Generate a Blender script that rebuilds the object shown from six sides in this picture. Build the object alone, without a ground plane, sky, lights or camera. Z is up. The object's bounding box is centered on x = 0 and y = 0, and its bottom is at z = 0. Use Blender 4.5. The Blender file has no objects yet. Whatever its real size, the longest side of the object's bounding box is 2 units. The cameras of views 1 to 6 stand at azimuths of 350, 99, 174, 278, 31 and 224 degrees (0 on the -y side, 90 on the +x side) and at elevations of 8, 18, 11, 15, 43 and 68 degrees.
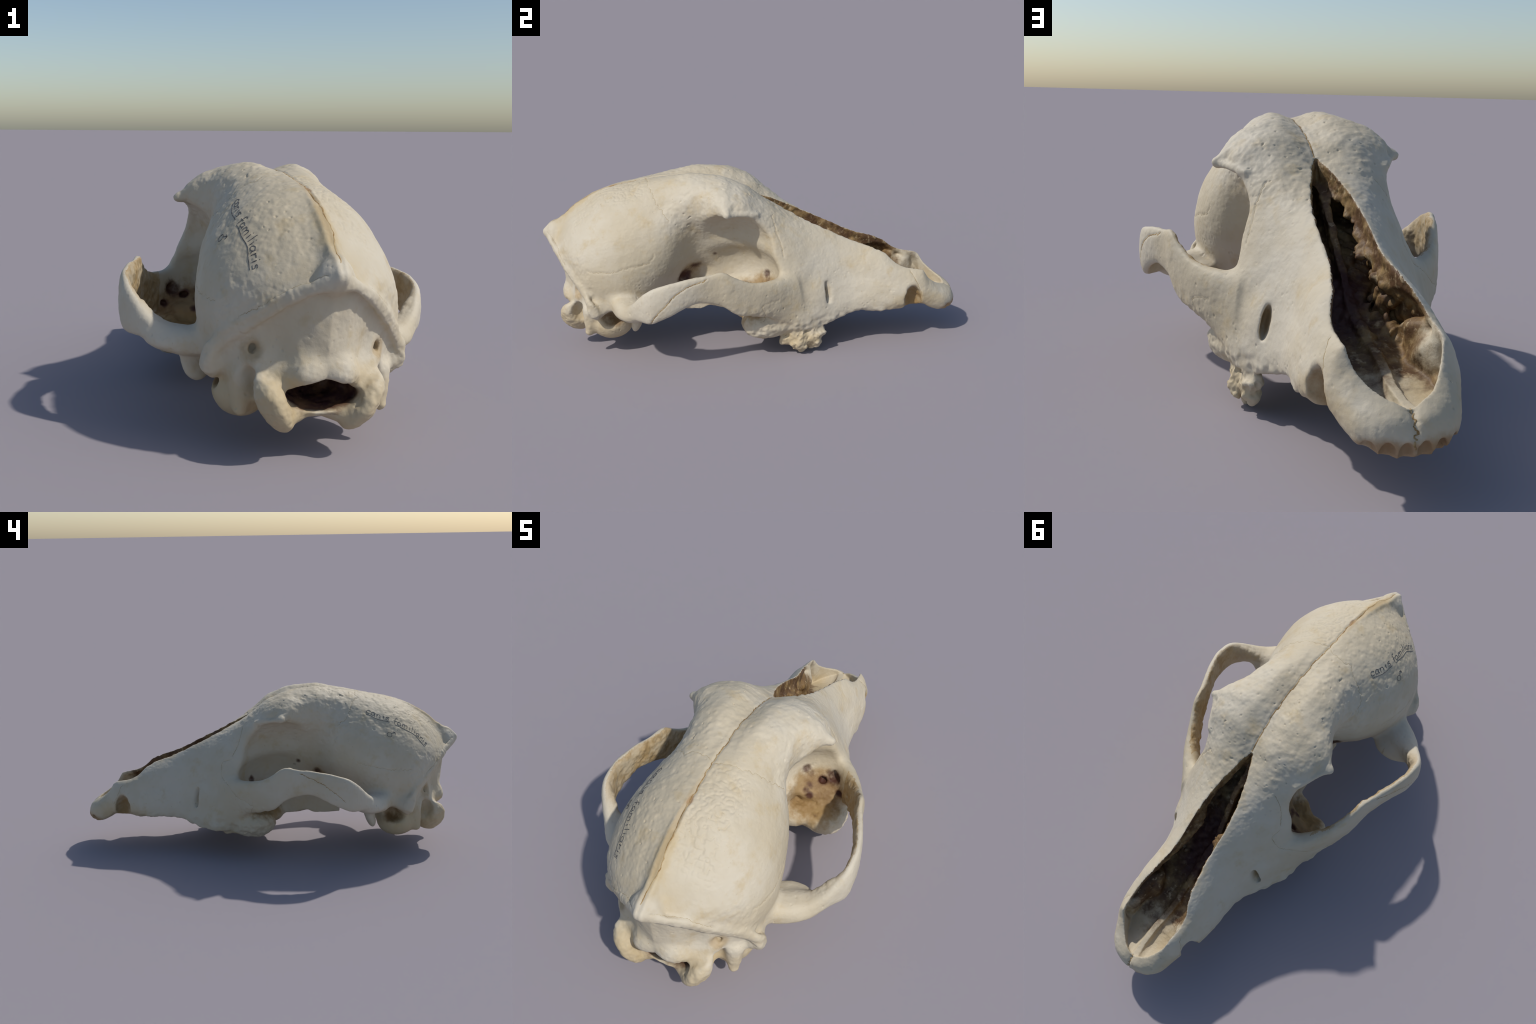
# Dog skull (upper skull without lower jaw), sculpted as a smooth implicit solid:
# lofted cross-sections for the braincase / face, swept arches, processes, carved
# orbits and cavities; then meshed, split into anatomical parts and coloured.
import bpy, math
import numpy as np
from mathutils import Matrix, Vector
from mathutils.bvhtree import BVHTree

# ---------------------------------------------------------------- skull frame
# x = lateral (midplane x=0), y = forward (nose), z = up.  Slight yaw and roll.
ex = np.array([1.0, 0.0947, -0.0481]); ex /= np.linalg.norm(ex)
ey = np.array([-0.0947, 1.0, 0.0]);    ey /= np.linalg.norm(ey)
ez = np.cross(ex, ey)
ROT = np.stack([ex, ey, ez], 1)
ORG = np.array([-0.0551, 0.0, 0.0])
RNG = np.random.default_rng(7)

# ---------------------------------------------------------------- small maths
def pchip(xk, yk, x):
    """monotone cubic interpolation (works on yk with trailing axes)"""
    xk = np.asarray(xk, float); yk = np.asarray(yk, float); x = np.clip(x, xk[0], xk[-1])
    h = np.diff(xk); sh = (-1,) + (1,) * (yk.ndim - 1)
    d = np.diff(yk, axis=0) / h.reshape(sh)
    m = np.zeros_like(yk)
    a, b = d[:-1], d[1:]
    w1 = (2 * h[1:] + h[:-1]).reshape(sh); w2 = (h[1:] + 2 * h[:-1]).reshape(sh)
    ok = a * b > 0
    with np.errstate(divide='ignore', invalid='ignore'):
        m[1:-1] = np.where(ok, (w1 + w2) / (w1 / np.where(ok, a, 1) + w2 / np.where(ok, b, 1)), 0)
    m[0] = d[0]; m[-1] = d[-1]
    i = np.clip(np.searchsorted(xk, x) - 1, 0, len(h) - 1)
    s2 = x.shape + (1,) * (yk.ndim - 1)
    t = ((x - xk[i]) / h[i]).reshape(s2); hh = h[i].reshape(s2)
    return ((1 + 2 * t) * (1 - t) ** 2 * yk[i] + t * (1 - t) ** 2 * hh * m[i]
            + t * t * (3 - 2 * t) * yk[i + 1] + t * t * (t - 1) * hh * m[i + 1])

def smin(a, b, k):
    if k <= 0: return np.minimum(a, b)
    h = np.maximum(k - np.abs(a - b), 0) / k
    return np.minimum(a, b) - h * h * k * 0.25

def smax(a, b, k): return -smin(-a, -b, k)

def soft(v, a, b):
    t = np.clip((v - a) / (b - a), 0, 1); return t * t * (3 - 2 * t)

def _hash(ix, iy, iz, seed):
    n = (ix.astype(np.int64) * 374761393 + iy.astype(np.int64) * 668265263
         + iz.astype(np.int64) * 2147483647 + seed * 1274126177) & 0xFFFFFFFF
    n = ((n ^ (n >> 13)) * 1274126177) & 0xFFFFFFFF
    n = n ^ (n >> 16)
    return (n & 0xFFFF).astype(np.float32) / 32768.0 - 1.0

TILT = np.array(Matrix.Rotation(.7, 3, 'Z') @ Matrix.Rotation(.55, 3, 'Y') @ Matrix.Rotation(.9, 3, 'X'))

def noise3(P, scale, seed=0):
    """smooth value noise in -1..1 (on a tilted lattice)"""
    Q = (P * scale) @ TILT
    i = np.floor(Q).astype(np.int64); f = (Q - i).astype(np.float32)
    u = f * f * f * (f * (f * 6 - 15) + 10)
    out = 0
    for dx in (0, 1):
        for dy in (0, 1):
            for dz in (0, 1):
                w = ((u[:, 0] if dx else 1 - u[:, 0]) * (u[:, 1] if dy else 1 - u[:, 1])
                     * (u[:, 2] if dz else 1 - u[:, 2]))
                out = out + w * _hash(i[:, 0] + dx, i[:, 1] + dy, i[:, 2] + dz, seed)
    return out

def fbm(P, scale, octs=3, seed=0):
    s, a, out = scale, 1.0, 0
    for o in range(octs):
        out = out + a * noise3(P, s, seed + o * 17); s *= 2.03; a *= 0.5
    return out

# ---------------------------------------------------------------- primitives
def ellipsoid(P, c, r, rot=None):
    q = P - np.asarray(c)
    if rot is not None: q = q @ rot
    r = np.asarray(r, float)
    k0 = np.linalg.norm(q / r, axis=1); k1 = np.linalg.norm(q / (r * r), axis=1)
    return k0 * (k0 - 1) / np.maximum(k1, 1e-6)

def capsule(P, a, b, ra, rb):
    a = np.asarray(a, float); b = np.asarray(b, float); d = b - a
    t = np.clip((P - a) @ d / (d @ d), 0, 1)
    return np.linalg.norm(P - a - t[:, None] * d, axis=1) - (ra + (rb - ra) * t)

def euler(rx, ry, rz):
    return np.array(Matrix.Rotation(rz, 3, 'Z') @ Matrix.Rotation(ry, 3, 'Y') @ Matrix.Rotation(rx, 3, 'X'))

class Loft:
    """star-shaped left/right symmetric cross-sections (x, z) at stations along y"""
    NT, NY = 241, 520
    def __init__(self, stations, soft=0.0):
        th = np.linspace(0, math.pi, self.NT)
        ys, zc, rows = [], [], []
        for y, c, pts in stations:
            pts = np.asarray(pts, float)
            a = np.arctan2(pts[:, 0], pts[:, 1] - c); r = np.hypot(pts[:, 0], pts[:, 1] - c)
            o = np.argsort(a); a, r = a[o], r[o]
            a = np.r_[-a[2:0:-1], a, 2 * math.pi - a[-2:-4:-1]]; r = np.r_[r[2:0:-1], r, r[-2:-4:-1]]
            ys.append(y); zc.append(c); rows.append(pchip(a, r, th))
        self.y0, self.y1 = ys[0], ys[-1]
        yy = np.linspace(self.y0, self.y1, self.NY)
        T = pchip(ys, np.array(rows), yy)
        for _ in range(3):                                   # soften station creases
            T[:, 1:-1] = (T[:, :-2] + 2 * T[:, 1:-1] + T[:, 2:]) / 4
        S = T.copy()
        for k in range(140):
            S[1:-1] = (S[:-2] + 2 * S[1:-1] + S[2:]) / 4
            if k == 8: T = S.copy()
        w = np.clip((0.62 - yy) / 0.15, 0, 1)[:, None] * np.clip((yy + 0.90) / 0.1, 0, 1)[:, None]
        T = w * S + (1 - w) * T
        self.T = T; self.zc = pchip(ys, np.array(zc), yy)
        gy = np.gradient(T, yy, axis=0); gt = np.gradient(T, th, axis=1) / np.maximum(T, 1e-3)
        gz = np.gradient(self.zc, yy)[:, None] * np.cos(th)[None]
        self.G = 1 / np.sqrt(1 + gt ** 2 + np.minimum((gy + gz) ** 2, 4.0))
    def __call__(self, P):
        v = np.clip((P[:, 1] - self.y0) / (self.y1 - self.y0), 0, 1) * (self.NY - 1.001)
        i = v.astype(int); fv = v - i
        zc = self.zc[i] * (1 - fv) + self.zc[i + 1] * fv
        x = np.abs(P[:, 0]); z = P[:, 2] - zc
        u = np.arctan2(x, z) / math.pi * (self.NT - 1.001)
        j = u.astype(int); fu = u - j
        def look(A): return ((A[i, j] * (1 - fu) + A[i, j + 1] * fu) * (1 - fv)
                             + (A[i + 1, j] * (1 - fu) + A[i + 1, j + 1] * fu) * fv)
        f = (np.hypot(x, z) - look(self.T)) * look(self.G)
        return smax(smax(f, self.y0 - P[:, 1], 0.03), P[:, 1] - self.y1, 0.03)

class Sweep:
    """flattened bar along a spine; rows: (x, y, z, half height, half thickness, tilt degrees)"""
    def __init__(self, rows, n=90, power=2.6, plan=False):
        rows = np.asarray(rows, float)
        s = np.r_[0, np.cumsum(np.linalg.norm(np.diff(rows[:, :3], axis=0), axis=1))]
        r = pchip(s, rows, np.linspace(0, s[-1], n))
        for _ in range(3): r[1:-1] = (r[:-2] + 2 * r[1:-1] + r[2:]) / 4
        self.r = r; self.pw = power; self.plan = plan
        t = np.gradient(r[:, :3] * (np.array([1, 1, 0]) if plan else 1.0), axis=0); t /= np.linalg.norm(t, axis=1)[:, None]
        n1 = np.cross(t, [0, 0, 1.0]); n1 /= np.linalg.norm(n1, axis=1)[:, None]
        up = np.cross(n1, t); a = np.radians(r[:, 5])[:, None]
        self.t = t; self.up = np.cos(a) * up + np.sin(a) * n1; self.side = np.cos(a) * n1 - np.sin(a) * up
    def __call__(self, P):
        out = np.empty(len(P)); C = self.r[:, :3]; nC = len(C); p = self.pw
        flat = np.array([1.0, 1.0, 0.0 if self.plan else 1.0]); D = C * flat
        for c in range(0, len(P), 60000):
            X = P[c:c + 60000]; Y = X * flat
            i0 = ((Y ** 2).sum(1)[:, None] - 2 * Y @ D.T + (D ** 2).sum(1)[None]).argmin(1)
            best = None
            for j in (np.maximum(i0 - 1, 0), np.minimum(i0, nC - 2)):      # two neighbouring segments
                d = D[j + 1] - D[j]
                m = np.clip(((Y - D[j]) * d).sum(1) / (d * d).sum(1), 0, 1)
                q = X - C[j] - m[:, None] * (C[j + 1] - C[j]); dd = ((q * flat) ** 2).sum(1)
                if best is None: best = [dd, j, m, q]
                else:
                    u = dd < best[0]
                    best = [np.where(u, dd, best[0]), np.where(u, j, best[1]), np.where(u, m, best[2]), np.where(u[:, None], q, best[3])]
            _, j, m, q = best
            lerp = lambda A: A[j] * (1 - m)[:, None] + A[j + 1] * m[:, None]
            h = (q * lerp(self.up)).sum(1); w = (q * lerp(self.side)).sum(1)
            al = np.sqrt(np.maximum((q * q).sum(1) - h * h - w * w, 0))
            hh = self.r[j, 3] * (1 - m) + self.r[j + 1, 3] * m; tt = self.r[j, 4] * (1 - m) + self.r[j + 1, 4] * m
            k0 = (np.abs(h / hh) ** p + np.abs(w / tt) ** p + 1e-12) ** (1 / p)
            gh = np.abs(h / hh) ** (p - 1) / hh; gw = np.abs(w / tt) ** (p - 1) / tt
            k1 = np.hypot(gh, gw) * k0 ** (1 - p)
            f = np.maximum((k0 - 1) / np.maximum(k1, 1e-3), -np.minimum(hh, tt))
            out[c:c + 60000] = np.where(al > 1e-4, np.hypot(np.maximum(f, 0), al) + np.minimum(f, 0), f)
        return out

# ---------------------------------------------------------------- anatomy data
#            y      axis z   half cross-section (x, z) from top midline to bottom midline
BODY = Loft([
    (-0.935, 0.45, [(0, .590), (.05, .555), (.09, .50), (.105, .44), (.09, .36), (.05, .31), (0, .30)]),
    (-0.89, 0.43, [(0, .652), (.05, .608), (.12, .548), (.175, .475), (.19, .40), (.18, .31), (.13, .25), (0, .24)]),
    (-0.80, 0.43, [(0, .724), (.04, .703), (.12, .658), (.20, .582), (.247, .497), (.264, .42), (.262, .33), (.235, .25), (.15, .19), (0, .175)]),
    (-0.72, 0.44, [(0, .763), (.06, .745), (.15, .700), (.235, .61), (.288, .51), (.303, .42), (.298, .34), (.28, .26), (.18, .18), (0, .17)]),
    (-0.60, 0.45, [(0, .804), (.07, .792), (.165, .745), (.258, .64), (.312, .52), (.326, .43), (.316, .35), (.29, .28), (.19, .18), (0, .165)]),
    (-0.48, 0.48, [(0, .824), (.07, .816), (.155, .772), (.240, .68), (.292, .56), (.305, .46), (.290, .37), (.25, .29), (.15, .21), (0, .20)]),
    (-0.35, 0.53, [(0, .834), (.08, .840), (.148, .800), (.198, .725), (.246, .63), (.258, .52), (.228, .41), (.165, .32), (.11, .26), (0, .235)]),
    (-0.22, 0.56, [(0, .832), (.09, .858), (.155, .834), (.198, .785), (.203, .705), (.172, .61), (.135, .50), (.090, .40), (.075, .31), (.05, .27), (0, .26)]),
    (-0.10, 0.56, [(0, .812), (.10, .845), (.18, .822), (.255, .775), (.275, .71), (.24, .62), (.18, .50), (.12, .40), (.08, .30), (.05, .25), (0, .25)]),
    (0.00, 0.54, [(0, .768), (.10, .800), (.18, .788), (.250, .745), (.252, .69), (.245, .56), (.23, .45), (.17, .36), (.12, .28), (.08, .24), (0, .24)]),
    (0.10, 0.46, [(0, .705), (.08, .724), (.150, .714), (.205, .670), (.230, .60), (.262, .48), (.30, .40), (.30, .30), (.295, .18), (.25, .115), (.15, .19), (0, .22)]),
    (0.20, 0.40, [(0, .660), (.05, .658), (.125, .636), (.192, .576), (.242, .49), (.288, .39), (.318, .29), (.322, .19), (.29, .112), (.20, .17), (0, .205)]),
    (0.35, 0.35, [(0, .594), (.06, .586), (.125, .535), (.178, .455), (.218, .36), (.245, .27), (.272, .19), (.265, .138), (.20, .17), (0, .20)]),
    (0.50, 0.33, [(0, .520), (.070, .508), (.12, .460), (.16, .38), (.19, .30), (.205, .23), (.20, .19), (.12, .195), (0, .205)]),
    (0.65, 0.31, [(0, .46), (.09, .455), (.138, .412), (.172, .34), (.195, .28), (.203, .225), (.195, .19), (.10, .19), (0, .20)]),
    (0.76, 0.285, [(0, .388), (.10, .385), (.147, .36), (.178, .30), (.192, .25), (.188, .21), (.16, .188), (.08, .185), (0, .19)]),
    (0.835, 0.27, [(0, .372), (.09, .370), (.132, .352), (.157, .30), (.168, .25), (.158, .205), (.12, .185), (.06, .18), (0, .18)]),
    (0.87, 0.24, [(0, .305), (.08, .310), (.118, .300), (.147, .265), (.154, .225), (.142, .18), (.09, .16), (.05, .155), (0, .155)]),
    (0.935, 0.195, [(0, .250), (.05, .258), (.100, .245), (.128, .210), (.122, .165), (.08, .136), (.04, .131), (0, .131)]),
    (0.985, 0.18, [(0, .215), (.035, .222), (.065, .208), (.080, .18), (.070, .145), (.04, .134), (0, .134)]),
    (1.004, 0.175, [(0, .19), (.02, .19), (.04, .18), (.045, .17), (.03, .15), (0, .15)]),
])
ARCH_ROWS = [
    (.245, .215, .28, .12, .05, 0), (.315, .145, .310, .098, .040, 0), (.362, .085, .332, .083, .030, 0),
    (.392, .035, .345, .082, .024, 0), (.416, -.02, .368, .090, .021, 0), (.434, -.06, .402, .089, .019, 0),
    (.441, -.095, .421, .080, .018, 0), (.456, -.14, .425, .067, .017, 0), (.479, -.20, .433, .060, .017, 0),
    (.499, -.26, .420, .066, .018, 0), (.515, -.33, .398, .077, .019, 0), (.513, -.395, .374, .080, .023, 0),
    (.478, -.445, .350, .060, .030, 0), (.436, -.485, .320, .042, .038, 0), (.385, -.515, .300, .038, .046, 0),
    (.330, -.55, .295, .045, .055, 0), (.270, -.585, .30, .05, .06, 0)]
ARCH = Sweep(ARCH_ROWS, plan=True)
# nuchal crest: thin flange that runs from the occipital peak down to the mastoid
CREST = Sweep([(-.02, -.974, .556, .016, .013, 0), (.03, -.964, .548, .016, .011, 0), (.095, -.926, .518, .017, .010, 0), (.148, -.886, .480, .018, .009, 0),
               (.195, -.846, .436, .018, .009, 0), (.24, -.799, .391, .018, .010, 0), (.282, -.752, .344, .020, .011, 0),
               (.318, -.722, .292, .026, .014, 0), (.318, -.705, .25, .022, .014, 0)], n=60, power=2.2)
CREST_X = [0, .05, .10, .15, .20, .25, .30, .34, .45]
CREST_Y = [-.992, -.975, -.942, -.905, -.865, -.815, -.762, -.722, -.62]
CREST_Z = [.578, .560, .531, .497, .445, .400, .352, .295, .20]
# nasal opening: half width of the rim along y
OPEN_Y = [.07, .10, .15, .21, .28, .35, .42, .49, .55, .65, .71, .76, .83, .86, .90, .935, .955]
OPEN_X = [.001, .016, .032, .048, .062, .070, .070, .071, .078, .098, .118, .122, .118, .106, .080, .045, .004]
FLOOR_Y = [.02, .15, .30, .50, .70, .80, .86, .93, .97]
FLOOR_Z = [.58, .51, .405, .300, .250, .225, .213, .222, .235]

MOLAR = (((.262, .30, .095), (.034, .050, .062)), ((.285, .235, .090), (.036, .055, .056)),
         ((.275, .185, .090), (.030, .040, .040)), ((.250, .335, .118), (.030, .036, .040)), ((.270, .255, .057), (.018, .022, .042)))
HOLES = (((.183, .088, .358), .014), ((.192, .062, .325), .015), ((.180, .042, .308), .012), ((.196, .034, .284), .013),
         ((.268, .125, .345), .024), ((.240, -.015, .235), .012), ((.306, .100, .290), .013),
         ((.138, -.290, .362), .030), ((.122, -.242, .401), .020), ((.107, -.223, .374), .014),
         ((.118, -.146, .464), .010), ((.104, -.126, .442), .008), ((.160, .090, .378), .016),
         ((.222, .118, .320), .016), ((.337, .125, .345), .007))

def add(f, P, c, R, fn, k, mirror=True, sub=False, shift=0.0, slide=0.0):
    """smooth-union (or carve) a local primitive, evaluated only near its centre"""
    Q = P.copy() if mirror else P
    if mirror: Q[:, 0] = np.abs(Q[:, 0] - slide - shift * np.clip(Q[:, 0] / .3, 0, 1))
    sel = np.all(np.abs(Q - np.asarray(c)) < np.asarray(R) + 0.05, axis=1)
    if sel.any():
        g = fn(Q[sel])
        f[sel] = smax(f[sel], -g, k) if sub else smin(f[sel], g, k)
    return f

def canine_socket(q): return ellipsoid(q, (.178, .787, .208), (.056, .043, .092)) + .004 * noise3(q, 40, 3)

def nasal_cavity(P, body):
    """negative inside the open nose"""
    x = np.abs(P[:, 0]); y = P[:, 1]; z = P[:, 2]
    fl = pchip(FLOOR_Y, FLOOR_Z, y)
    thick = 0.016 + 0.020 * np.clip((0.66 - y) / 0.1, 0, 1) + 0.014 * np.clip((0.55 - y) / 0.1, 0, 1)
    inner = smax(body + thick, fl - z, 0.03)
    inner = smax(inner, 0.06 - y, 0.03)
    inner = smax(inner, y - 0.845, 0.03)
    ox = pchip(OPEN_Y, OPEN_X, y) + 0.002 * noise3(P, 30, 9)
    deep = np.where(y > .80, 0.0, 0.02)
    slot = np.maximum(np.maximum(x - ox, fl + deep - z), np.maximum(0.07 - y, y - 0.955))
    c = smin(inner, slot, 0.008)
    # crumpled turbinate bone on the walls, heavier on one side; grooved floor; septum ridge
    side = np.where(P[:, 0] < 0, 1.0, .55)
    lump = (0.060 * np.abs(noise3(P * np.array([1.0, .6, 1.3]), 13, 31)) * (.25 + .75 * soft(noise3(P, 7, 71), -.4, .5)) + 0.022 * np.abs(noise3(P, 34, 33))) * side
    c = c + lump * np.clip((0.66 - y) / 0.12, 0, 1) * np.clip((y - .12) / .1, 0, 1) * np.clip((body * -1 - .012) / .02, 0, 1)\
        * soft(pchip([.0, .085, .2, .35, .49, .55, .65, .71], [.74, .70, .65, .577, .505, .48, .445, .41], y) - .03 - z, 0, .06)
    top = pchip([.05, .2, .3, .42, .6, .8, .92], [.66, .58, .47, .36, .290, .248, .232], y)
    sept = np.maximum(np.abs(P[:, 0] + 0.006 + .008 * noise3(P, 9, 2)) - 0.012, z - top)
    c = smax(c, -sept, 0.025)
    Qm = P.copy(); Qm[:, 0] = x
    c = smax(c, -(ellipsoid(Qm, (.135, .70, .285), (.055, .11, .070)) + .02 * noise3(P, 18, 12)), .02)     # bulge of the canine root
    Qm = P.copy(); Qm[:, 0] = np.abs(P[:, 0])
    return smax(c, 0.010 - canine_socket(Qm), 0.01)

def cranial_cavity(P, body):
    c = smax(body + 0.045, P[:, 1] + 0.30, 0.04)
    return smax(c, -0.86 - P[:, 1], 0.02)

def field(P, want=False):
    P = np.asarray(P, float); x = np.abs(P[:, 0]); y = P[:, 1]; z = P[:, 2]
    body = BODY(P)
    f = body.copy()
    A = lambda c, R, fn, k, **kw: add(f, P, c, R, fn, k, **kw)
    # --- occipital face: cut off behind the nuchal crest, leaning forward below it
    yc = pchip(CREST_X, CREST_Y, x); d = np.maximum(pchip(CREST_X, CREST_Z, x) - z, 0)
    yocc = yc + .014 + .030 * (1 - np.exp(-d / .03)) + .12 * np.minimum(d, .25)
    f[:] = smax(f, (yocc - y) * .8, .02)
    # --- maxillary tuber below the orbit
    A((.255, .08, .22), (.13, .2, .13), lambda q: ellipsoid(q, (.262, .085, .172), (.095, .115, .072)), .04)
    A((.17, .0, .2), (.12, .12, .1), lambda q: ellipsoid(q, (.13, .0, .195), (.09, .070, .05)), .04)
    # --- orbit
    A((.34, -.06, .55), (.2, .26, .2), lambda q: ellipsoid(q, (.345, -.055, .548), (.205, .225, .172)), .018, sub=True)
    A((.33, -.28, .47), (.3, .3, .3), lambda q: ellipsoid(q, (.335, -.165, .49), (.190, .145, .195)), .05, sub=True)
    A((.31, -.06, .40), (.25, .25, .2), lambda q: ellipsoid(q, (.30, -.065, .41), (.222, .23, .165)), .03, sub=True)
    A((.29, -.22, .37), (.2, .2, .15), lambda q: ellipsoid(q, (.29, -.215, .375), (.20, .12, .085)), .04, sub=True)
    # --- postorbital process
    A((.26, -.08, .73), (.12, .1, .1), lambda q: capsule(q, (.19, -.095, .755), (.296, -.062, .715), .046, .013), .03)
    A((.26, -.0, .72), (.1, .12, .08), lambda q: capsule(q, (.290, -.058, .712), (.222, .070, .692), .011, .004), .025)
    # --- zygomatic arch
    A((.4, -.2, .36), (.2, .46, .2), lambda q: ARCH(q), .035, shift=.008)
    A((.35, -.53, .285), (.12, .1, .1), lambda q: ellipsoid(q, (.350, -.500, .287), (.100, .085, .030)), .04)
    # --- occiput
    A((.13, -.82, .40), (.24, .24, .26), CREST, .025, slide=.006)
    A((.29, -.69, .26), (.1, .1, .1), lambda q: ellipsoid(q, (.288, -.690, .262), (.030, .050, .052)), .03)
    A((0, -.95, .58), (.1, .12, .1), lambda q: capsule(q, (0, -.90, .625), (0, -.984, .573), .014, .016), .03)
    A((0, -.94, .57), (.1, .12, .1), lambda q: ellipsoid(q, (0, -.940, .565), (.05, .040, .050)), .03)
    A((.12, -.80, .26), (.22, .16, .16), lambda q: ellipsoid(q, (.06, -.80, .25), (.15, .075, .12)), .05)
    A((0, -.85, .37), (.2, .1, .14), lambda q: ellipsoid(q, (0, -.832, .355), (.115, .062, .085)), .03)
    A((.045, -.915, .275), (.06, .06, .06), lambda q: ellipsoid(q, (.052, -.893, .275), (.042, .030, .034)), .05)
    A((0, -.85, .15), (.15, .2, .08), lambda q: ellipsoid(q, (0, -.72, .155), (.14, .165, .036)), .04)
    A((.13, -.87, .18), (.12, .14, .16), lambda q: ellipsoid(q, (.140, -.850, .176), (.046, .075, .100), euler(0, math.radians(32), 0)), .025)
    A((.085, -.855, .13), (.08, .1, .06), lambda q: ellipsoid(q, (.085, -.822, .138), (.050, .060, .028)), .025)
    A((.17, -.90, .33), (.1, .1, .1), lambda q: ellipsoid(q, (.165, -.905, .335), (.060, .060, .070)), .03, sub=True)
    A((.19, -.80, .215), (.1, .1, .1), lambda q: ellipsoid(q, (.205, -.812, .215), (.045, .042, .058)), .02, sub=True)
    # --- foramen magnum + braincase hollow
    A((0, -.90, .18), (.16, .2, .12), lambda q: ellipsoid(q, (.008, -.90, .203), (.114, .20, .051)) + .006 * noise3(q, 30, 6), .012, sub=True, mirror=False)
    cran = cranial_cavity(P, smax(body, f, .01))
    f[:] = smax(f, -cran, .02)
    # --- ear region
    A((.19, -.66, .16), (.14, .16, .14), lambda q: ellipsoid(q, (.190, -.665, .172), (.088, .105, .088)), .03)
    A((.24, -.77, .16), (.1, .1, .14), lambda q: capsule(q, (.225, -.752, .24), (.228, -.768, .135), .034, .020), .03, slide=.012)
    A((.31, -.52, .22), (.1, .1, .14), lambda q: ellipsoid(q, (.300, -.512, .225), (.050, .026, .070), euler(math.radians(-18), math.radians(8), 0)), .03)
    A((.29, -.63, .215), (.1, .1, .1), lambda q: ellipsoid(q, (.305, -.640, .213), (.085, .060, .040), euler(math.radians(20), 0, 0)), .02, sub=True)
    # --- mastoid foramen
    A((.2, -.80, .33), (.05, .06, .05), lambda q: ellipsoid(q, (.195, -.825, .330), (.013, .05, .016)) + .006 * noise3(q, 45, 6), .015, sub=True)
    # --- pterygoid and palatine plates
    A((.1, -.18, .24), (.08, .3, .14), lambda q: np.maximum(np.maximum(np.abs(q[:, 0] - .105 - .03 * (q[:, 1] + .2)) - .013, np.abs(q[:, 1] + .17) - .20), np.maximum(.195 + .012 * noise3(q, 14, 3) - q[:, 2], q[:, 2] - .33)), .03)
    # --- nasal cavity
    nas = nasal_cavity(P, smax(body, f, .01))
    f[:] = smax(f, -nas, .008)
    # --- infraorbital foramen: a raised rear lip and a slit that opens forward
    A((.225, .32, .29), (.08, .12, .1), lambda q: ellipsoid(q, (.218, .325, .29), (.040, .068, .085), euler(0, math.radians(-14), math.radians(12))), .03)
    A((.22, .385, .30), (.08, .12, .1), lambda q: ellipsoid(q, (.224, .378, .298), (.013, .045, .052), euler(0, math.radians(-14), math.radians(-6))), .010, sub=True)
    # --- worn molar remnant, one side only
    for c, r in MOLAR:
        A(c, r, lambda q: ellipsoid(q, c, r) + .009 * noise3(q, 34, 4) + .006 * np.abs(noise3(q, 75, 5)), .012, mirror=False)
    # --- nerve and vessel holes in and behind the orbit, small bone foramina
    for c, r in HOLES:
        A(c, (r, r, r), lambda q: ellipsoid(q, c, (r, r * 1.15, r * .9)) + .35 * r * noise3(q, .8 / r, 8), .005, sub=True)
    # --- canine sockets
    A((.18, .79, .23), (.08, .1, .12), canine_socket, .012, sub=True)
    # --- incisor sockets
    for a in (.022, .062, .098):
        yy = 1.0 - a * a * 5.5
        A((a, yy, .14), (.05, .05, .06), lambda q: ellipsoid(q, (a, yy + .004, .140), (.0185, .034, .036)), .006, sub=True)
    if want: return f, nas, cran
    return f

# ---------------------------------------------------------------- meshing
H, SUB = 0.012, 3
LO = np.array([-.60, -1.04, -.02]); HI = np.array([.60, 1.04, .90])

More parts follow.
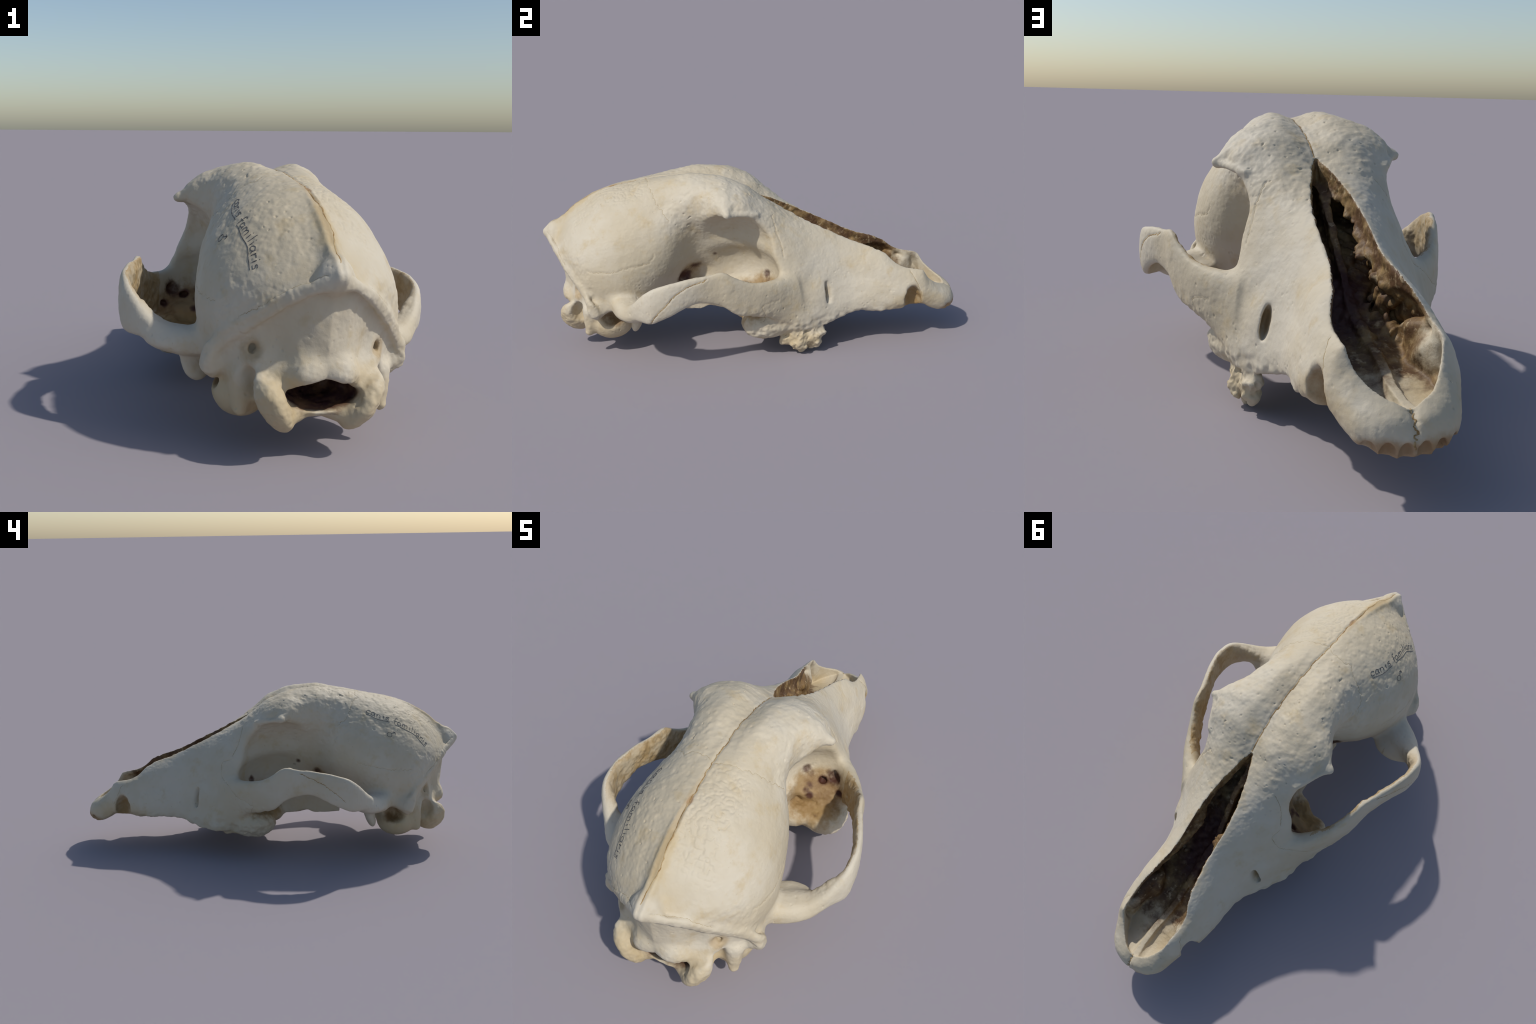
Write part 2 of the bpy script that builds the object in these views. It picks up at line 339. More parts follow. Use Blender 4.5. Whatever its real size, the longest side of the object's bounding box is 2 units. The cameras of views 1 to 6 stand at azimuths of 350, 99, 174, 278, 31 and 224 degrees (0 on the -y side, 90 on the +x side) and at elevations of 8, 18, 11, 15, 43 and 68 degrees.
def extract():
    n = np.ceil((HI - LO) / H).astype(int) + 1
    ax = [LO[i] + H * np.arange(n[i]) for i in range(3)]
    G = np.stack(np.meshgrid(*ax, indexing='ij'), -1).reshape(-1, 3)
    C = field(G).reshape(n)
    # blocks that may hold surface
    near = np.abs(C) < H * 1.6
    s = C < 0
    act = np.zeros(n - 1, bool)
    mn = np.ones(n - 1, bool); 
    for dx in (0, 1):
        for dy in (0, 1):
            for dz in (0, 1):
                sl = tuple(slice(d, n[i] - 1 + d) for i, d in enumerate((dx, dy, dz)))
                act |= near[sl]
                act |= s[sl] != s[:-1, :-1, :-1]
    h = H / SUB
    N = (n - 1) * SUB + 1
    F = np.repeat(np.repeat(np.repeat(np.where(s[:-1, :-1, :-1], -1, 1).astype(np.float32), SUB, 0), SUB, 1), SUB, 2)
    F = np.pad(F, ((0, 1),) * 3, mode='edge')
    M = np.repeat(np.repeat(np.repeat(act, SUB, 0), SUB, 1), SUB, 2); M = np.pad(M, ((0, 1),) * 3)
    M[1:] |= M[:-1]; M[:, 1:] |= M[:, :-1]; M[:, :, 1:] |= M[:, :, :-1]
    idx = np.argwhere(M)
    val = np.empty(len(idx), np.float32)
    for c in range(0, len(idx), 700000):
        val[c:c + 700000] = field(LO + h * idx[c:c + 700000])
    F[M] = val
    # naive surface nets
    S = F < 0
    cnt = np.zeros(tuple(N - 1), np.int8)
    for dx in (0, 1):
        for dy in (0, 1):
            for dz in (0, 1):
                cnt += S[dx:N[0] - 1 + dx, dy:N[1] - 1 + dy, dz:N[2] - 1 + dz]
    cells = np.argwhere((cnt > 0) & (cnt < 8))
    vid = np.full(tuple(N - 1), -1, np.int32); vid[tuple(cells.T)] = np.arange(len(cells))
    acc = np.zeros((len(cells), 3)); num = np.zeros(len(cells))
    corners = [np.array(c) for c in np.ndindex(2, 2, 2)]
    for a in corners:
        for axis in range(3):
            if a[axis]: continue
            b = a.copy(); b[axis] = 1
            fa = F[tuple((cells + a).T)]; fb = F[tuple((cells + b).T)]
            x = (fa < 0) != (fb < 0)
            t = np.where(x, fa / np.where(x, fa - fb, 1), 0)
            p = a[None] + t[:, None] * (b - a)[None]
            acc[x] += p[x]; num[x] += 1
    V = LO + h * (cells + acc / num[:, None])
    faces = []
    for axis in range(3):
        o1, o2 = [(1, 2), (2, 0), (0, 1)][axis]
        e = np.zeros(3, int); e[axis] = 1
        a = S[:-1, :-1, :-1]
        sl = [slice(0, N[i] - 1) for i in range(3)]; sl[axis] = slice(1, N[axis])
        b = S[tuple(sl)]
        edge = np.argwhere(a != b)
        edge = edge[(edge[:, o1] > 0) & (edge[:, o2] > 0)]
        d1 = np.zeros(3, int); d1[o1] = 1; d2 = np.zeros(3, int); d2[o2] = 1
        q = np.stack([vid[tuple((edge - d1 - d2).T)], vid[tuple((edge - d2).T)], vid[tuple(edge.T)], vid[tuple((edge - d1).T)]], 1)
        inside = a[tuple(edge.T)]
        q[~inside] = q[~inside][:, ::-1]
        faces.append(q)
    Q = np.concatenate(faces); Q = Q[(Q >= 0).all(1)]
    return V, Q

def smooth(V, Q, n, lam=.5, mu=-.52):
    E = np.concatenate([Q[:, [0, 1]], Q[:, [1, 2]], Q[:, [2, 3]], Q[:, [3, 0]]]); E = np.concatenate([E, E[:, ::-1]])
    deg = np.bincount(E[:, 0], minlength=len(V)).astype(float)[:, None]
    for it in range(n):
        for k in (lam, mu):
            A = np.stack([np.bincount(E[:, 0], V[E[:, 1], i], len(V)) for i in range(3)], 1) / np.maximum(deg, 1)
            V = V + k * (A - V)
    return V

def keep_largest(V, Q):
    lab = np.arange(len(V))
    while True:                                               # label propagation by min
        m = lab[Q].min(1); new = lab.copy()
        for k in range(4): np.minimum.at(new, Q[:, k], m)
        new = new[new]
        if (new == lab).all(): break
        lab = new
    big = np.bincount(lab[Q[:, 0]]).argmax()
    Q = Q[lab[Q[:, 0]] == big]
    used = np.unique(Q); mp = np.full(len(V), -1); mp[used] = np.arange(len(used))
    return V[used], mp[Q]

def normals(V, Q):
    n = np.cross(V[Q[:, 2]] - V[Q[:, 0]], V[Q[:, 3]] - V[Q[:, 1]])
    N = np.stack([np.bincount(Q.ravel(), np.repeat(n[:, i], 4), len(V)) for i in range(3)], 1)
    return N / np.maximum(np.linalg.norm(N, axis=1), 1e-12)[:, None]


V, Q = extract()
V, Q = keep_largest(V, Q)
V = smooth(V, Q, 3)

# ---------------------------------------------------------------- surface relief
N0 = normals(V, Q)
F0, NAS, CRAN = field(V, want=True)
inside = soft(-NAS, -.012, .0) + soft(-CRAN, -.012, .0)          # 1 on cavity walls
x, y, z = V.T; ax = np.abs(x)
dome = soft(z, .52, .66)
pebble = dome * (soft(y, -.45, -.30) + soft(-x, -.02, .06) * soft(-y, .25, .40))
worm = dome * soft(x, .0, .03) * soft(.20 - x, 0, .06) * soft(-y, .42, .50) * soft(.86 + y, 0, .08)
rough = (soft(.34 - z, 0, .1) * soft(y, -.1, .0) * soft(.18 - y, 0, .08) * soft(ax, .08, .14)          # orbit floor
         + soft(ax, .30, .36) * soft(.46 - np.abs(N0[:, 2]) * 0 - ax, -.09, .0) * soft(-np.sign(x) * N0[:, 0], .3, .7)   # inside of arch
         + .25 * soft(-y, .80, .84) * soft(.28 - z, 0, .05)
         + .55 * soft(pchip(CREST_X, CREST_Y, ax) + .06 - y, 0, .02) * soft(.55 - z, 0, .03))
gum = soft(.215 - z, 0, .04) * soft(y, -.02, .06) * soft(.80 - y, 0, .1)
disp = .0011 * fbm(V, 20, 3, 1) + gum * .0075 * fbm(V, 26, 2, 61) + .0005 * noise3(V, 110, 2)
disp += pebble * (.0015 * noise3(V, 42, 11) + .0010 * noise3(V, 85, 12))
disp += worm * (-.0030) * np.exp(-(noise3(V * np.array([1, 1, .6]), 66, 21) / .22) ** 2)
disp += rough * (.0035 * fbm(V, 38, 2, 14) + .0012 * noise3(V, 100, 15))
disp += np.clip(inside, 0, 1) * soft(.72 - y, 0, .1) * .0030 * fbm(V, 45, 2, 19)
# pin-prick nutrient pits scattered over the bone
pit = noise3(V, 95, 41)
disp -= .0035 * soft(pit, .80, .95) * (.25 + .75 * pebble + soft(.45 - z, 0, .1) * .5)
V = V + N0 * disp[:, None]

# ---------------------------------------------------------------- lines on the surface
bvh = BVHTree.FromPolygons(V.tolist(), Q.tolist())

def on_surface(p):
    loc, nor, _, _ = bvh.find_nearest(Vector(p))
    return np.array(loc), np.array(nor)

def dense(pts, step):
    pts = np.asarray(pts, float)
    s = np.r_[0, np.cumsum(np.linalg.norm(np.diff(pts, axis=0), axis=1))]
    return pchip(s, pts, np.linspace(0, s[-1], max(4, int(s[-1] / step))))

def surface_path(pts, step=.004, wiggle=0.0, wave=60.0, seed=0):
    P = dense(pts, step)
    if wiggle:
        t = np.gradient(P, axis=0); t /= np.linalg.norm(t, axis=1)[:, None] + 1e-9
        out = []
        for i, p in enumerate(P):
            q, n = on_surface(p); side = np.cross(n, t[i])
            w = fbm(np.array([[i * step * wave, seed * 7.3, 0.5]]), 1.0, 2, seed)[0] * wiggle
            out.append(q + side * w)
        P = np.array(out)
    return np.array([on_surface(p)[0] for p in P])

def ribbon(paths, name, half, lift, mat, taper=True, jitter=.3, seed=0):
    """low, rounded strips lying on the bone"""
    vs, fs = [], []
    for k, P in enumerate(paths):
        if len(P) < 2: continue
        t = np.gradient(P, axis=0); t /= np.linalg.norm(t, axis=1)[:, None] + 1e-9
        b = len(vs)
        for i, p in enumerate(P):
            q, n = on_surface(p); sd = np.cross(n, t[i]); sd /= np.linalg.norm(sd) + 1e-9
            w = half * (1 + jitter * noise3(np.array([[i * .6, k * 3.1, seed]]), 1.0, 5)[0])
            if taper: w *= .35 + .65 * min(1, min(i, len(P) - 1 - i) / 3)
            for u, h in ((-1, -.0012), (-.55, lift), (.55, lift), (1, -.0012)):
                vs.append(tuple(q + sd * (u * w) + n * h))
        for i in range(len(P) - 1):
            for j in range(3):
                a = b + i * 4 + j; fs.append((a, a + 1, a + 5, a + 4))
        fs.append((b, b + 1, b + 2, b + 3)); e = b + (len(P) - 1) * 4; fs.append((e + 3, e + 2, e + 1, e))
    m = bpy.data.meshes.new(name); m.from_pydata(vs, [], fs); m.shade_smooth(); m.materials.append(mat)
    return m

MID = [(-.002, -.965, .60), (.004, -.90, .648), (.012, -.86, .68), (.007, -.77, .736), (.005, -.684, .777), (.006, -.639, .793), (.005, -.558, .809),
       (.003, -.476, .823), (.007, -.344, .835), (.005, -.24, .836), (.007, -.126, .815), (.004, .0, .765), (.002, .075, .71)]
SUTURES = {
    'coronal_right': ([(.006, -.466, .825), (.07, -.450, .82), (.102, -.443, .811), (.154, -.415, .779), (.187, -.391, .737), (.211, -.359, .702), (.224, -.338, .669)], .006, .0016),
    'coronal_left': ([(-.004, -.462, .826), (-.06, -.445, .82), (-.111, -.454, .804), (-.149, -.429, .782), (-.181, -.417, .749), (-.21, -.393, .707), (-.225, -.346, .673)], .006, .0014),
    'cheek_right': ([(.497, -.140, .490), (.505, -.156, .481), (.527, -.221, .462), (.538, -.272, .437), (.542, -.327, .386), (.539, -.374, .34), (.521, -.409, .294)], .002, .0032),
    'cheek_left': ([(-.488, -.145, .484), (-.514, -.201, .459), (-.529, -.261, .431), (-.534, -.322, .392), (-.531, -.374, .346)], .002, .0028),
    'lip_right': ([(.138, .774, .364), (.158, .795, .333), (.168, .816, .287), (.162, .832, .226)], .0025, .0018),
    'lip_left': ([(-.150, .788, .350), (-.154, .798, .338), (-.167, .817, .292), (-.167, .838, .247)], .0025, .0018),
    'tear_right': ([(.169, .131, .663), (.190, .144, .632), (.209, .156, .591), (.223, .172, .549), (.246, .184, .491)], .002, .0020),
    'tear_left': ([(-.167, .138, .658), (-.195, .150, .62), (-.212, .161, .581), (-.23, .193, .519)], .002, .0018),
    'jugal_left': ([(-.235, .203, .501), (-.222, .245, .485), (-.253, .249, .42), (-.299, .215, .383), (-.344, .172, .333), (-.384, .111, .305), (-.396, .086, .29), (-.374, .094, .251), (-.34, .073, .213)], .003, .0013),
    'jugal_right': ([(.343, .073, .21), (.392, .096, .265), (.406, .085, .305), (.39, .116, .32), (.362, .158, .321)], .003, .0012),
    'squamous_right': ([(.296, -.725, .463), (.32, -.621, .465), (.314, -.531, .483), (.297, -.444, .493), (.286, -.407, .534)], .006, .0010),
    'squamous_left': ([(-.296, -.725, .455), (-.32, -.621, .46), (-.314, -.531, .475), (-.297, -.444, .49)], .006, .0009),
    'crest_right': ([(.03, -.968, .572), (.09, -.925, .548), (.145, -.89, .505), (.19, -.85, .462)], .003, .0012),
    'crest_left': ([(-.03, -.968, .572), (-.09, -.925, .548), (-.145, -.89, .505), (-.19, -.85, .462), (-.235, -.80, .42)], .003, .0012),
}
mid_path = surface_path(MID, wiggle=.003, wave=45, seed=3)
paths = {k: surface_path(p, wiggle=w, wave=110, seed=i) for i, (k, (p, w, hw)) in enumerate(SUTURES.items())}
lips = surface_path([(0, .945, .247), (0, .975, .228), (0, .995, .205), (0, 1.004, .18), (0, 1.0, .15)], wiggle=.0025, wave=70, seed=8)
# sink a fine groove under every seam
def groove(P, width, depth):
    lo, hi = P.min(0) - .02, P.max(0) + .02
    sel = np.where(np.all((V > lo) & (V < hi), axis=1) & (NAS > .006))[0]
    if not len(sel): return
    d = np.full(len(sel), 9.0)
    for p in P: d = np.minimum(d, ((V[sel] - p) ** 2).sum(1))
    V[sel] -= N0[sel] * (depth * np.exp(-d / width ** 2))[:, None]
groove(mid_path[mid_path[:, 1] > -.75], .006, .0045)
groove(lips, .006, .006)
for k in paths: groove(paths[k], .004, .0028 if 'cheek' in k or 'tear' in k else .0018)
# raised double ridge along the back of the midline
rb = soft(-y, .62, .72) * np.exp(-((ax - .012) / .009) ** 2) * soft(z, .5, .58)
V += N0 * (.004 * rb)[:, None]
bvh = BVHTree.FromPolygons(V.tolist(), Q.tolist())

# ---------------------------------------------------------------- materials
def new_mat(name):
    m = bpy.data.materials.new(name); m.use_nodes = True
    return m, m.node_tree.nodes, m.node_tree.links, m.node_tree.nodes['Principled BSDF']

class Graph:
    """tiny helper to write node maths"""
    def __init__(s, mat): s.n = mat.node_tree.nodes; s.l = mat.node_tree.links
    def put(s, sock, v):
        if isinstance(v, bpy.types.NodeSocket): s.l.new(v, sock)
        elif v is not None: sock.default_value = v
    def math(s, op, a, b=None, clamp=False):
        m = s.n.new('ShaderNodeMath'); m.operation = op; m.use_clamp = clamp
        s.put(m.inputs[0], a); s.put(m.inputs[1], b); return m.outputs[0]
    def vec(s, op, a, b=None):
        m = s.n.new('ShaderNodeVectorMath'); m.operation = op
        s.put(m.inputs[0], a); s.put(m.inputs[1], b)
        return m.outputs['Value'] if op in ('LENGTH', 'DOT_PRODUCT') else m.outputs[0]
    def noise(s, co, scale, detail=3, rough=.55, dist=0.0):
        m = s.n.new('ShaderNodeTexNoise'); s.put(m.inputs['Vector'], co); m.inputs['Scale'].default_value = scale
        m.inputs['Detail'].default_value = detail; m.inputs['Roughness'].default_value = rough; m.inputs['Distortion'].default_value = dist
        return m.outputs['Fac']
    def ramp(s, v, a, b, lo=0.0, hi=1.0):
        m = s.n.new('ShaderNodeMapRange'); m.interpolation_type = 'SMOOTHSTEP'
        s.put(m.inputs[0], v); m.inputs[1].default_value = a; m.inputs[2].default_value = b
        m.inputs[3].default_value = lo; m.inputs[4].default_value = hi; return m.outputs[0]
    def mix(s, fac, a, b):
        m = s.n.new('ShaderNodeMix'); m.data_type = 'RGBA'
        s.put(m.inputs[0], fac); s.put(m.inputs[6], a); s.put(m.inputs[7], b); return m.outputs[2]

def rgb(r, g, b): return (r, g, b, 1.0)
CREAM, PALE, YELLOW = rgb(.510, .437, .310), rgb(.565, .508, .400), rgb(.46, .345, .175)
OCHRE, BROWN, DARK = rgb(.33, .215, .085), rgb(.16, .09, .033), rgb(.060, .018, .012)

def coords(g):
    tc = g.n.new('ShaderNodeTexCoord'); co = tc.outputs['Object']
    sp = g.n.new('ShaderNodeSeparateXYZ'); g.l.new(co, sp.inputs[0])
    cb = g.n.new('ShaderNodeCombineXYZ')
    g.l.new(g.math('ABSOLUTE', sp.outputs[0]), cb.inputs[0]); g.l.new(sp.outputs[1], cb.inputs[1]); g.l.new(sp.outputs[2], cb.inputs[2])
    return co, cb.outputs[0], sp.outputs

def blob(g, co, c, r, wob, amount=1.0, edge=.45):
    """soft stain: 1 inside an ellipsoid, ragged border"""
    d = g.vec('LENGTH', g.vec('DIVIDE', g.vec('SUBTRACT', co, c), r))
    d = g.math('ADD', d, g.math('MULTIPLY', g.math('SUBTRACT', wob, .5), .9))
    return g.ramp(d, 1 - edge, 1 + edge * .5, amount, 0.0)

def bone_colour(g, co, mco):
    big = g.noise(co, 3.2, 4); mid_ = g.noise(co, 11, 5, .6); fine = g.noise(co, 48, 4, .6)
    c = g.mix(g.ramp(big, .35, .68), CREAM, PALE)
    c = g.mix(g.math('MULTIPLY', g.ramp(mid_, .52, .74), .50), c, YELLOW)
    c = g.mix(g.math('MULTIPLY', g.ramp(fine, .58, .80), .22), c, YELLOW)
    c = g.mix(g.math('MULTIPLY', g.ramp(g.noise(co, 95, 2, .5), .70, .80), .38), c, OCHRE)     # specks
    wob = g.noise(co, 26, 4, .6)
    def stain(c, at, r, col, amt, m=True): return g.mix(blob(g, mco if m else co, at, r, wob, amt), c, col)
    c = stain(c, (.0, -.84, .69), (.035, .16, .14), YELLOW, .55)                # rear midline
    c = stain(c, (.006, -.639, .795), (.010, .030, .03), rgb(.30, .155, .07), .7, False)
    c = stain(c, (.0, -.74, .74), (.015, .26, .20), OCHRE, .38)
    c = stain(c, (.12, -.88, .17), (.11, .12, .13), YELLOW, .55)                # condyles
    c = stain(c, (.22, -.70, .14), (.16, .17, .11), YELLOW, .45)                # ear region
    c = stain(c, (.0, -.90, .56), (.14, .05, .05), YELLOW, .30)
    c = stain(c, (.14, .78, .20), (.12, .16, .07), YELLOW, .45)                 # gum edge
    c = stain(c, (.06, .98, .15), (.11, .08, .036), rgb(.30, .175, .075), .75)                 # incisor sockets
    c = stain(c, (.160, .787, .205), (.062, .046, .098), rgb(.27, .165, .06), .9)            # canine socket
    c = stain(c, (.28, .235, .08), (.07, .11, .07), YELLOW, .55)                # molar rest
    c = stain(c, (.215, .045, .28), (.13, .14, .12), OCHRE, .85)
    c = g.mix(g.math('MULTIPLY', blob(g, mco, (.22, .06, .27), (.13, .13, .11), wob), g.ramp(mid_, .42, .60, .25, .85)), c, rgb(.20, .115, .045))                # orbit floor
    c = stain(c, (.205, .03, .20), (.12, .11, .07), OCHRE, .5)
    c = stain(c, (.125, -.26, .37), (.05, .08, .07), OCHRE, .70)
    c = stain(c, (.215, -.820, .325), (.050, .04, .045), OCHRE, .55)
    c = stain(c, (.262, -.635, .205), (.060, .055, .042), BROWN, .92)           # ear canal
    c = stain(c, (.205, .340, .290), (.035, .050, .050), OCHRE, .75)            # infraorbital
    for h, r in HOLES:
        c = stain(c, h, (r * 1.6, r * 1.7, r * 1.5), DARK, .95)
    return c, fine

def finish(g, bsdf, col, fine, co, rough=.62, bump=.25):
    g.l.new(col, bsdf.inputs['Base Color'])
    bsdf.inputs['Roughness'].default_value = rough
    bsdf.inputs['Specular IOR Level'].default_value = .32
    bp = g.n.new('ShaderNodeBump'); bp.inputs['Strength'].default_value = bump; bp.inputs['Distance'].default_value = .004
    h = g.math('ADD', fine, g.math('MULTIPLY', g.noise(co, 130, 3, .6), .5))
    g.l.new(h, bp.inputs['Height']); g.l.new(bp.outputs[0], bsdf.inputs['Normal'])

bone, _, _, bs = new_mat('bone'); g = Graph(bone)
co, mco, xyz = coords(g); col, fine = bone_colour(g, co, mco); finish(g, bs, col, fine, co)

stained, _, _, bs = new_mat('stained_bone'); g = Graph(stained)
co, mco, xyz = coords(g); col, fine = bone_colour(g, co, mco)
n1 = g.noise(co, 9, 5, .62); n2 = g.noise(co, 34, 4, .6)
col = g.mix(g.math('MULTIPLY', g.ramp(n1, .36, .58, .25, .85), g.ramp(g.math('ADD', xyz[1], g.math('MULTIPLY', n2, .08)), -.46, -.30)), col, g.mix(g.ramp(n2, .4, .65), OCHRE, rgb(.43, .31, .16)))
finish(g, bs, col, fine, co, .65, .4)

nasal, _, _, bs = new_mat('nasal_bone'); g = Graph(nasal)
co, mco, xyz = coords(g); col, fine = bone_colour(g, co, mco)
n1 = g.noise(co, 14, 5, .62); n2 = g.noise(co, 40, 4, .6)
br = g.mix(g.ramp(n1, .40, .68), rgb(.11, .058, .026), rgb(.30, .195, .08))
br = g.mix(g.ramp(n2, .55, .72, 0, .75), br, rgb(.50, .38, .22))
br = g.mix(blob(g, co, (.02, .36, .34), (.11, .22, .13), n1, .9), br, rgb(.060, .022, .022))  # deep middle of the nose darkened in colour for its inner gloom
yy = g.math('ADD', xyz[1], g.math('MULTIPLY', g.math('SUBTRACT', n1, .5), .35))
col = g.mix(g.ramp(yy, .70, .84), br, col)
top = g.math('ADD', g.math('SUBTRACT', xyz[2], g.math('MULTIPLY', g.math('SUBTRACT', .63, xyz[1]), .46)), g.math('MULTIPLY', g.math('SUBTRACT', n2, .5), .05))
finish(g, bs, col, fine, co, .6, .5)

hollow, _, _, bs = new_mat('hollow_bone'); g = Graph(hollow)
co, mco, xyz = coords(g); n1 = g.noise(co, 16, 4, .6)
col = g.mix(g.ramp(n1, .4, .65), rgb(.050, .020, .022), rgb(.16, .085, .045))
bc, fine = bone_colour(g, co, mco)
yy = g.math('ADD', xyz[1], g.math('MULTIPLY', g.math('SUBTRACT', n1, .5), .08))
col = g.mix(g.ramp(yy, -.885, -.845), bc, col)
finish(g, bs, col, n1, co, .55, .4)

seam, _, _, bs = new_mat('seam'); g = Graph(seam)
co, mco, xyz = coords(g); n1 = g.noise(co, 30, 3)
finish(g, bs, g.mix(g.ramp(n1, .35, .65), rgb(.26, .155, .055), rgb(.42, .31, .16)), n1, co, .8, .2)
pale_seam, _, _, bs = new_mat('pale_seam'); g = Graph(pale_seam)
co, mco, xyz = coords(g); n1 = g.noise(co, 34, 3)
finish(g, bs, g.mix(g.ramp(n1, .35, .65), rgb(.34, .26, .14), rgb(.50, .42, .29)), n1, co, .8, .2)
ink, _, _, bs = new_mat('ink'); g = Graph(ink)
co, mco, xyz = coords(g); n1 = g.noise(co, 120, 2)
finish(g, bs, g.mix(g.ramp(n1, .35, .75), rgb(.06, .058, .058), rgb(.19, .18, .165)), n1, co, .7, .1)

# ---------------------------------------------------------------- split into parts
WORLD = Matrix(np.vstack([np.c_[ROT, ORG], [0, 0, 0, 1]]).tolist())
root = bpy.data.objects.new('dog_skull', None)
root.empty_display_size = .2
bpy.context.scene.collection.objects.link(root)
root['label'] = 'weathered cream dog skull without lower jaw, handwritten label'
root['category'] = 'animal skull'

def link(name, mesh, parent=root):
    o = bpy.data.objects.new(name, mesh); bpy.context.scene.collection.objects.link(o)
    o.parent = parent
    o.matrix_world = WORLD
    return o

VN = normals(V, Q)
C = V[Q].mean(1); cx, cy, cz = C.T; ca = np.abs(cx)
nas_f = NAS[Q].mean(1); cran_f = CRAN[Q].mean(1)
FMH = ellipsoid(C, (0, -.90, .203), (.105, .20, .050))
tooth = np.min([ellipsoid(C, c, r) for c, r in MOLAR], axis=0)
ycr = pchip(CREST_X, CREST_Y, ca); zcr = pchip(CREST_X, CREST_Z, ca)
region = np.full(len(Q), 'braincase', object)
region[(cy > -.45 + .5 * np.maximum(ca - .1, 0)) & (cz > .36)] = 'frontal_bone'
region[(cy > .115 + .35 * (ca - .15) + .3 * np.maximum(.6 - cz, 0) * 0) & (ca < .34)] = 'muzzle'
region[(cy > -.06) & (cz < .34) & (ca < .34)] = 'muzzle'
region[(cz < .30) & (ca < .16) & (cy > -.40) & (cy < -.06)] = 'pterygoid_plate'
region[(ca < .155) & (cz < .24) & (cy > -.06) & (cy < .82)] = 'palate'
region[(cy > .80 + .35 * (.36 - cz) * (cz > .2))] = 'premaxilla'
region[(ca > .325) & (cy < .20) & (cy > -.62)] = 'zygomatic_arch'
region[(cy < ycr + .045) & (cz < zcr + .01)] = 'occipital_bone'
region[(ca < .15) & (cz < .24) & (cy < -.40)] = 'occipital_bone'
region[(ca > .10) & (ca < .30) & (cz < .225) & (cy < -.55) & (cy > -.76)] = 'auditory_bulla'
region[(ellipsoid(np.c_[ca, cy, cz], (.140, -.858, .182), (.060, .090, .112), euler(0, math.radians(32), 0)) < 0)] = 'occipital_condyle'
region[(ca > .235) & (cy > -.15) & (cy < -.01) & (cz > .66)] = 'postorbital_process'
region[(tooth < .008) & (cz < .125)] = 'molar_tooth'
region[((nas_f < .0035) | ((nas_f < .015) & (BODY(C) < -.03) & (ca < .12))) & (cy > .05)] = 'nasal_cavity'
region[(cran_f < .006) | ((FMH < .022) & (cy > -.905) & (cz > .14))] = 'cranial_cavity'

paired = ('zygomatic_arch', 'auditory_bulla', 'occipital_condyle', 'postorbital_process')
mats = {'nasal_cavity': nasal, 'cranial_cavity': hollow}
for name in sorted(set(region)):
    groups = [(region == name) & (cx >= 0), (region == name) & (cx < 0)] if name in paired else [region == name]
    for sel in groups:
        q = Q[sel]
        if not len(q): continue
        used, inv = np.unique(q, return_inverse=True)
        me = bpy.data.meshes.new(name)
        me.from_pydata(V[used].tolist(), [], inv.reshape(-1, 4).tolist())
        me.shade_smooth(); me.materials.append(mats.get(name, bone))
        if name == 'zygomatic_arch':                          # the hidden inner face keeps its brown tissue stain
            me.materials.append(stained)
            fn = VN[q].mean(1); inner = (-np.sign(C[sel][:, 0]) * fn[:, 0] > .25 + .25 * noise3(C[sel], 25, 3)) & (C[sel][:, 1] > -.50)
            me.polygons.foreach_set('material_index', inner.astype(np.int32))
        me.normals_split_custom_set_from_vertices(VN[used].tolist())
        link(name, me)

link('suture', ribbon([mid_path], 'suture', .0032, .0004, seam, seed=1, jitter=.5))
link('suture', ribbon([lips], 'suture', .0045, .0004, seam, seed=2, jitter=.5))
for i, (k, P) in enumerate(paths.items()):
    link('suture', ribbon([P], 'suture', SUTURES[k][2], .0003, seam if 'cheek' in k else pale_seam, seed=i + 3, jitter=.6))

# ---------------------------------------------------------------- handwriting
GLYPH = {   # strokes on an x-height of 1 (pen polylines)
    'c': (.75, [[(.62, .82), (.40, 1.0), (.12, .75), (.08, .35), (.30, .02), (.62, .15)]]),
    'a': (.95, [[(.62, .85), (.35, 1.0), (.08, .60), (.15, .12), (.40, .08), (.64, .55), (.66, .9), (.66, .3), (.82, .02)]]),
    'n': (.95, [[(.08, .95), (.12, .0)], [(.12, .6), (.35, .98), (.60, .80), (.66, .0)]]),
    'i': (.50, [[(.20, .95), (.24, .02)], [(.18, 1.42), (.21, 1.52)]]),
    's': (.75, [[(.58, .88), (.30, 1.0), (.14, .75), (.50, .45), (.52, .12), (.10, .02)]]),
    'f': (.75, [[(.68, 1.75), (.42, 1.85), (.30, 1.4), (.32, -.15)], [(.02, .85), (.62, .95)]]),
    'm': (1.35, [[(.08, .95), (.12, .0)], [(.12, .6), (.32, .98), (.52, .80), (.56, .05)], [(.56, .6), (.80, .98), (1.0, .78), (1.04, .0)]]),
    'l': (.50, [[(.20, 1.85), (.24, .0)]]),
    'r': (.72, [[(.08, .95), (.13, .0)], [(.13, .55), (.32, .92), (.60, .90)]]),
}
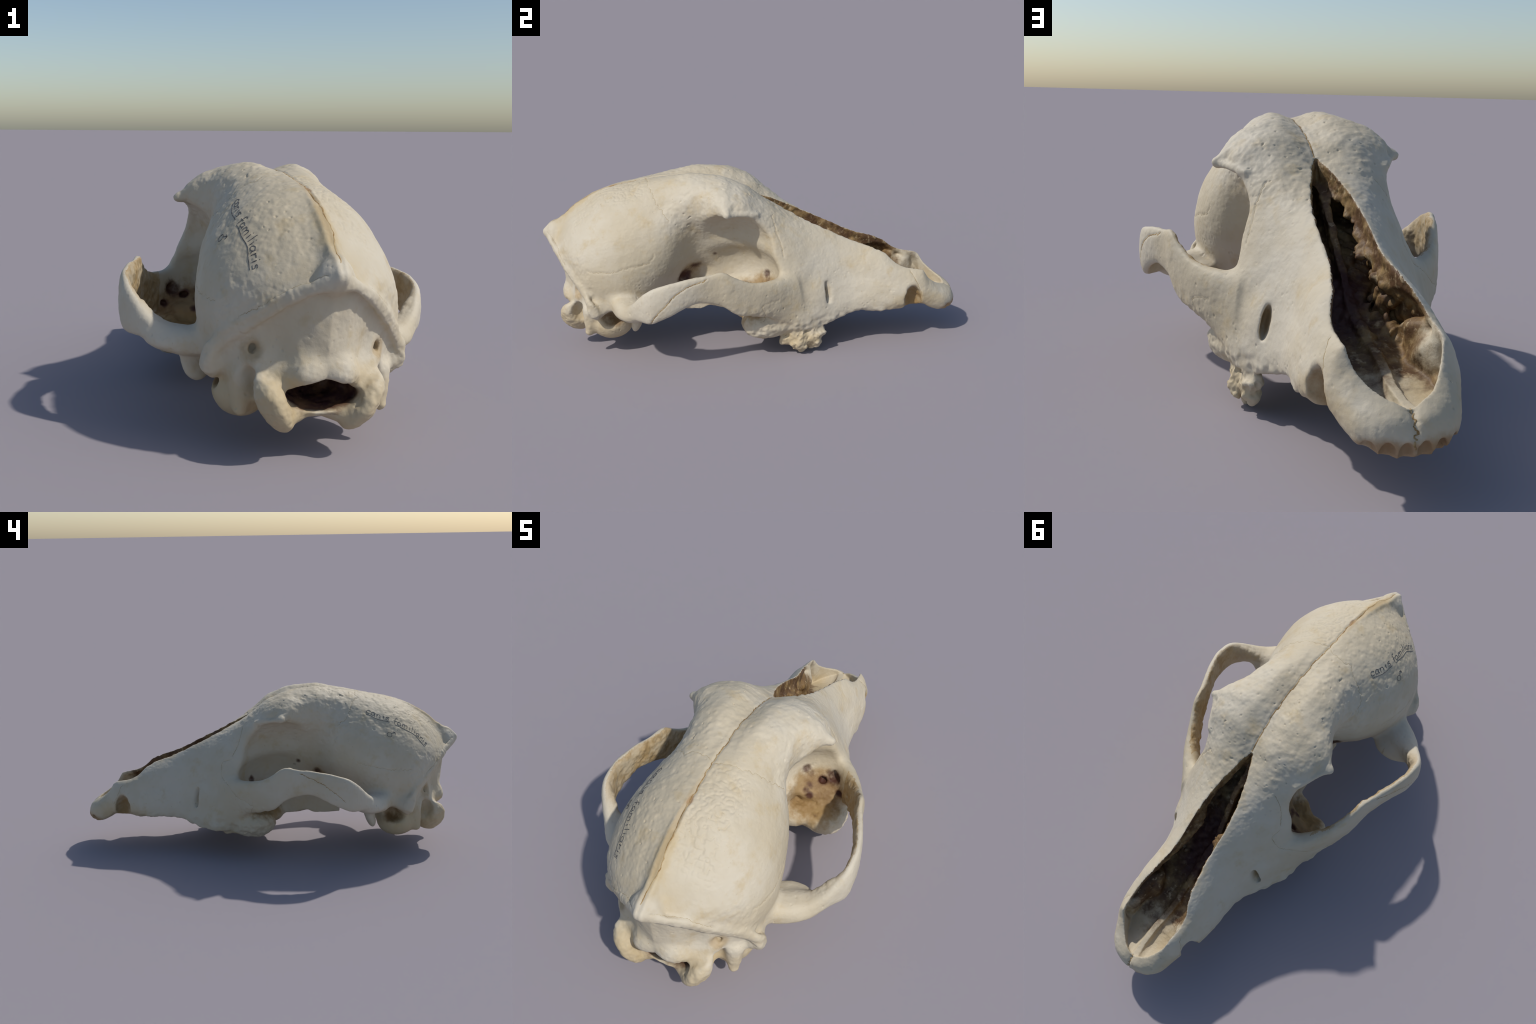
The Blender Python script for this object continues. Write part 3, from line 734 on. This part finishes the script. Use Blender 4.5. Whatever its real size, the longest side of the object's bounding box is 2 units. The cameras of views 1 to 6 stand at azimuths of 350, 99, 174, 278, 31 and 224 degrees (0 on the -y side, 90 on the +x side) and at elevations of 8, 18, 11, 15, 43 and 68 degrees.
def write(word, base, height, lift_base, under):
    B = dense(base, .002); s = np.r_[0, np.cumsum(np.linalg.norm(np.diff(B, axis=0), axis=1))]
    T = np.gradient(B, axis=0); T /= np.linalg.norm(T, axis=1)[:, None]
    total = sum(GLYPH[c][0] for c in word); k = s[-1] / total
    def place(u, v):
        i = min(len(B) - 1, max(0, int(np.searchsorted(s, u)))); _, n = on_surface(B[i])
        up = np.cross(n, T[i]); up *= np.sign(up[2]) / np.linalg.norm(up)
        return on_surface(B[i] + (u - s[i]) * T[i] + up * v)[0]
    strokes, cur = [], 0.0
    for c in word:
        adv, st = GLYPH[c]
        for line in st:
            pts = dense([(a, b, 0) for a, b in line], .07)
            strokes.append(np.array([place((cur + p[0]) * k, lift_base + p[1] * height) for p in pts]))
        cur += adv
    for a, b in under:
        uu = np.linspace(a * s[-1], b * s[-1], 40)
        strokes.append(np.array([place(t, -.002 + .0015 * math.sin(t * 60)) for t in uu]))
    return strokes

W1 = write('canis', [(-.195, -.492, .733), (-.212, -.557, .706), (-.216, -.616, .688)], .020, .007, [(.05, 1.0)])
W2 = write('familiaris', [(-.219, -.632, .680), (-.215, -.694, .652), (-.21, -.746, .621), (-.212, -.779, .588), (-.215, -.806, .557)], .019, .006, [(.06, .97)])
link('handwriting', ribbon(W1, 'handwriting', .0019, .0011, ink, taper=False, seed=31))
link('handwriting', ribbon(W2, 'handwriting', .0019, .0011, ink, taper=False, seed=32))
m0 = np.array((-.260, -.613, .631)); bk = np.array((.06, -1.0, -.02)); bk /= np.linalg.norm(bk); upv = np.array((.55, .05, .83))
circle = [on_surface(m0 + .0125 * (math.cos(t) * bk + math.sin(t) * upv))[0] for t in np.linspace(0, 2 * math.pi, 26)]
p_a, p_b = m0 + .010 * bk + .008 * upv, m0 + .032 * bk + .014 * upv
arrow = [on_surface(p_a + (p_b - p_a) * t)[0] for t in np.linspace(0, 1, 10)]
h1 = [on_surface(p_b + (-.012 * bk + .004 * upv) * t)[0] for t in np.linspace(0, 1, 6)]
h2 = [on_surface(p_b + (-.001 * bk - .013 * upv) * t)[0] for t in np.linspace(0, 1, 6)]
link('male_symbol', ribbon([np.array(q) for q in (circle, arrow, h1, h2)], 'male_symbol', .0017, .0011, ink, taper=False, seed=33))
print('verts', len(V), 'quads', len(Q))
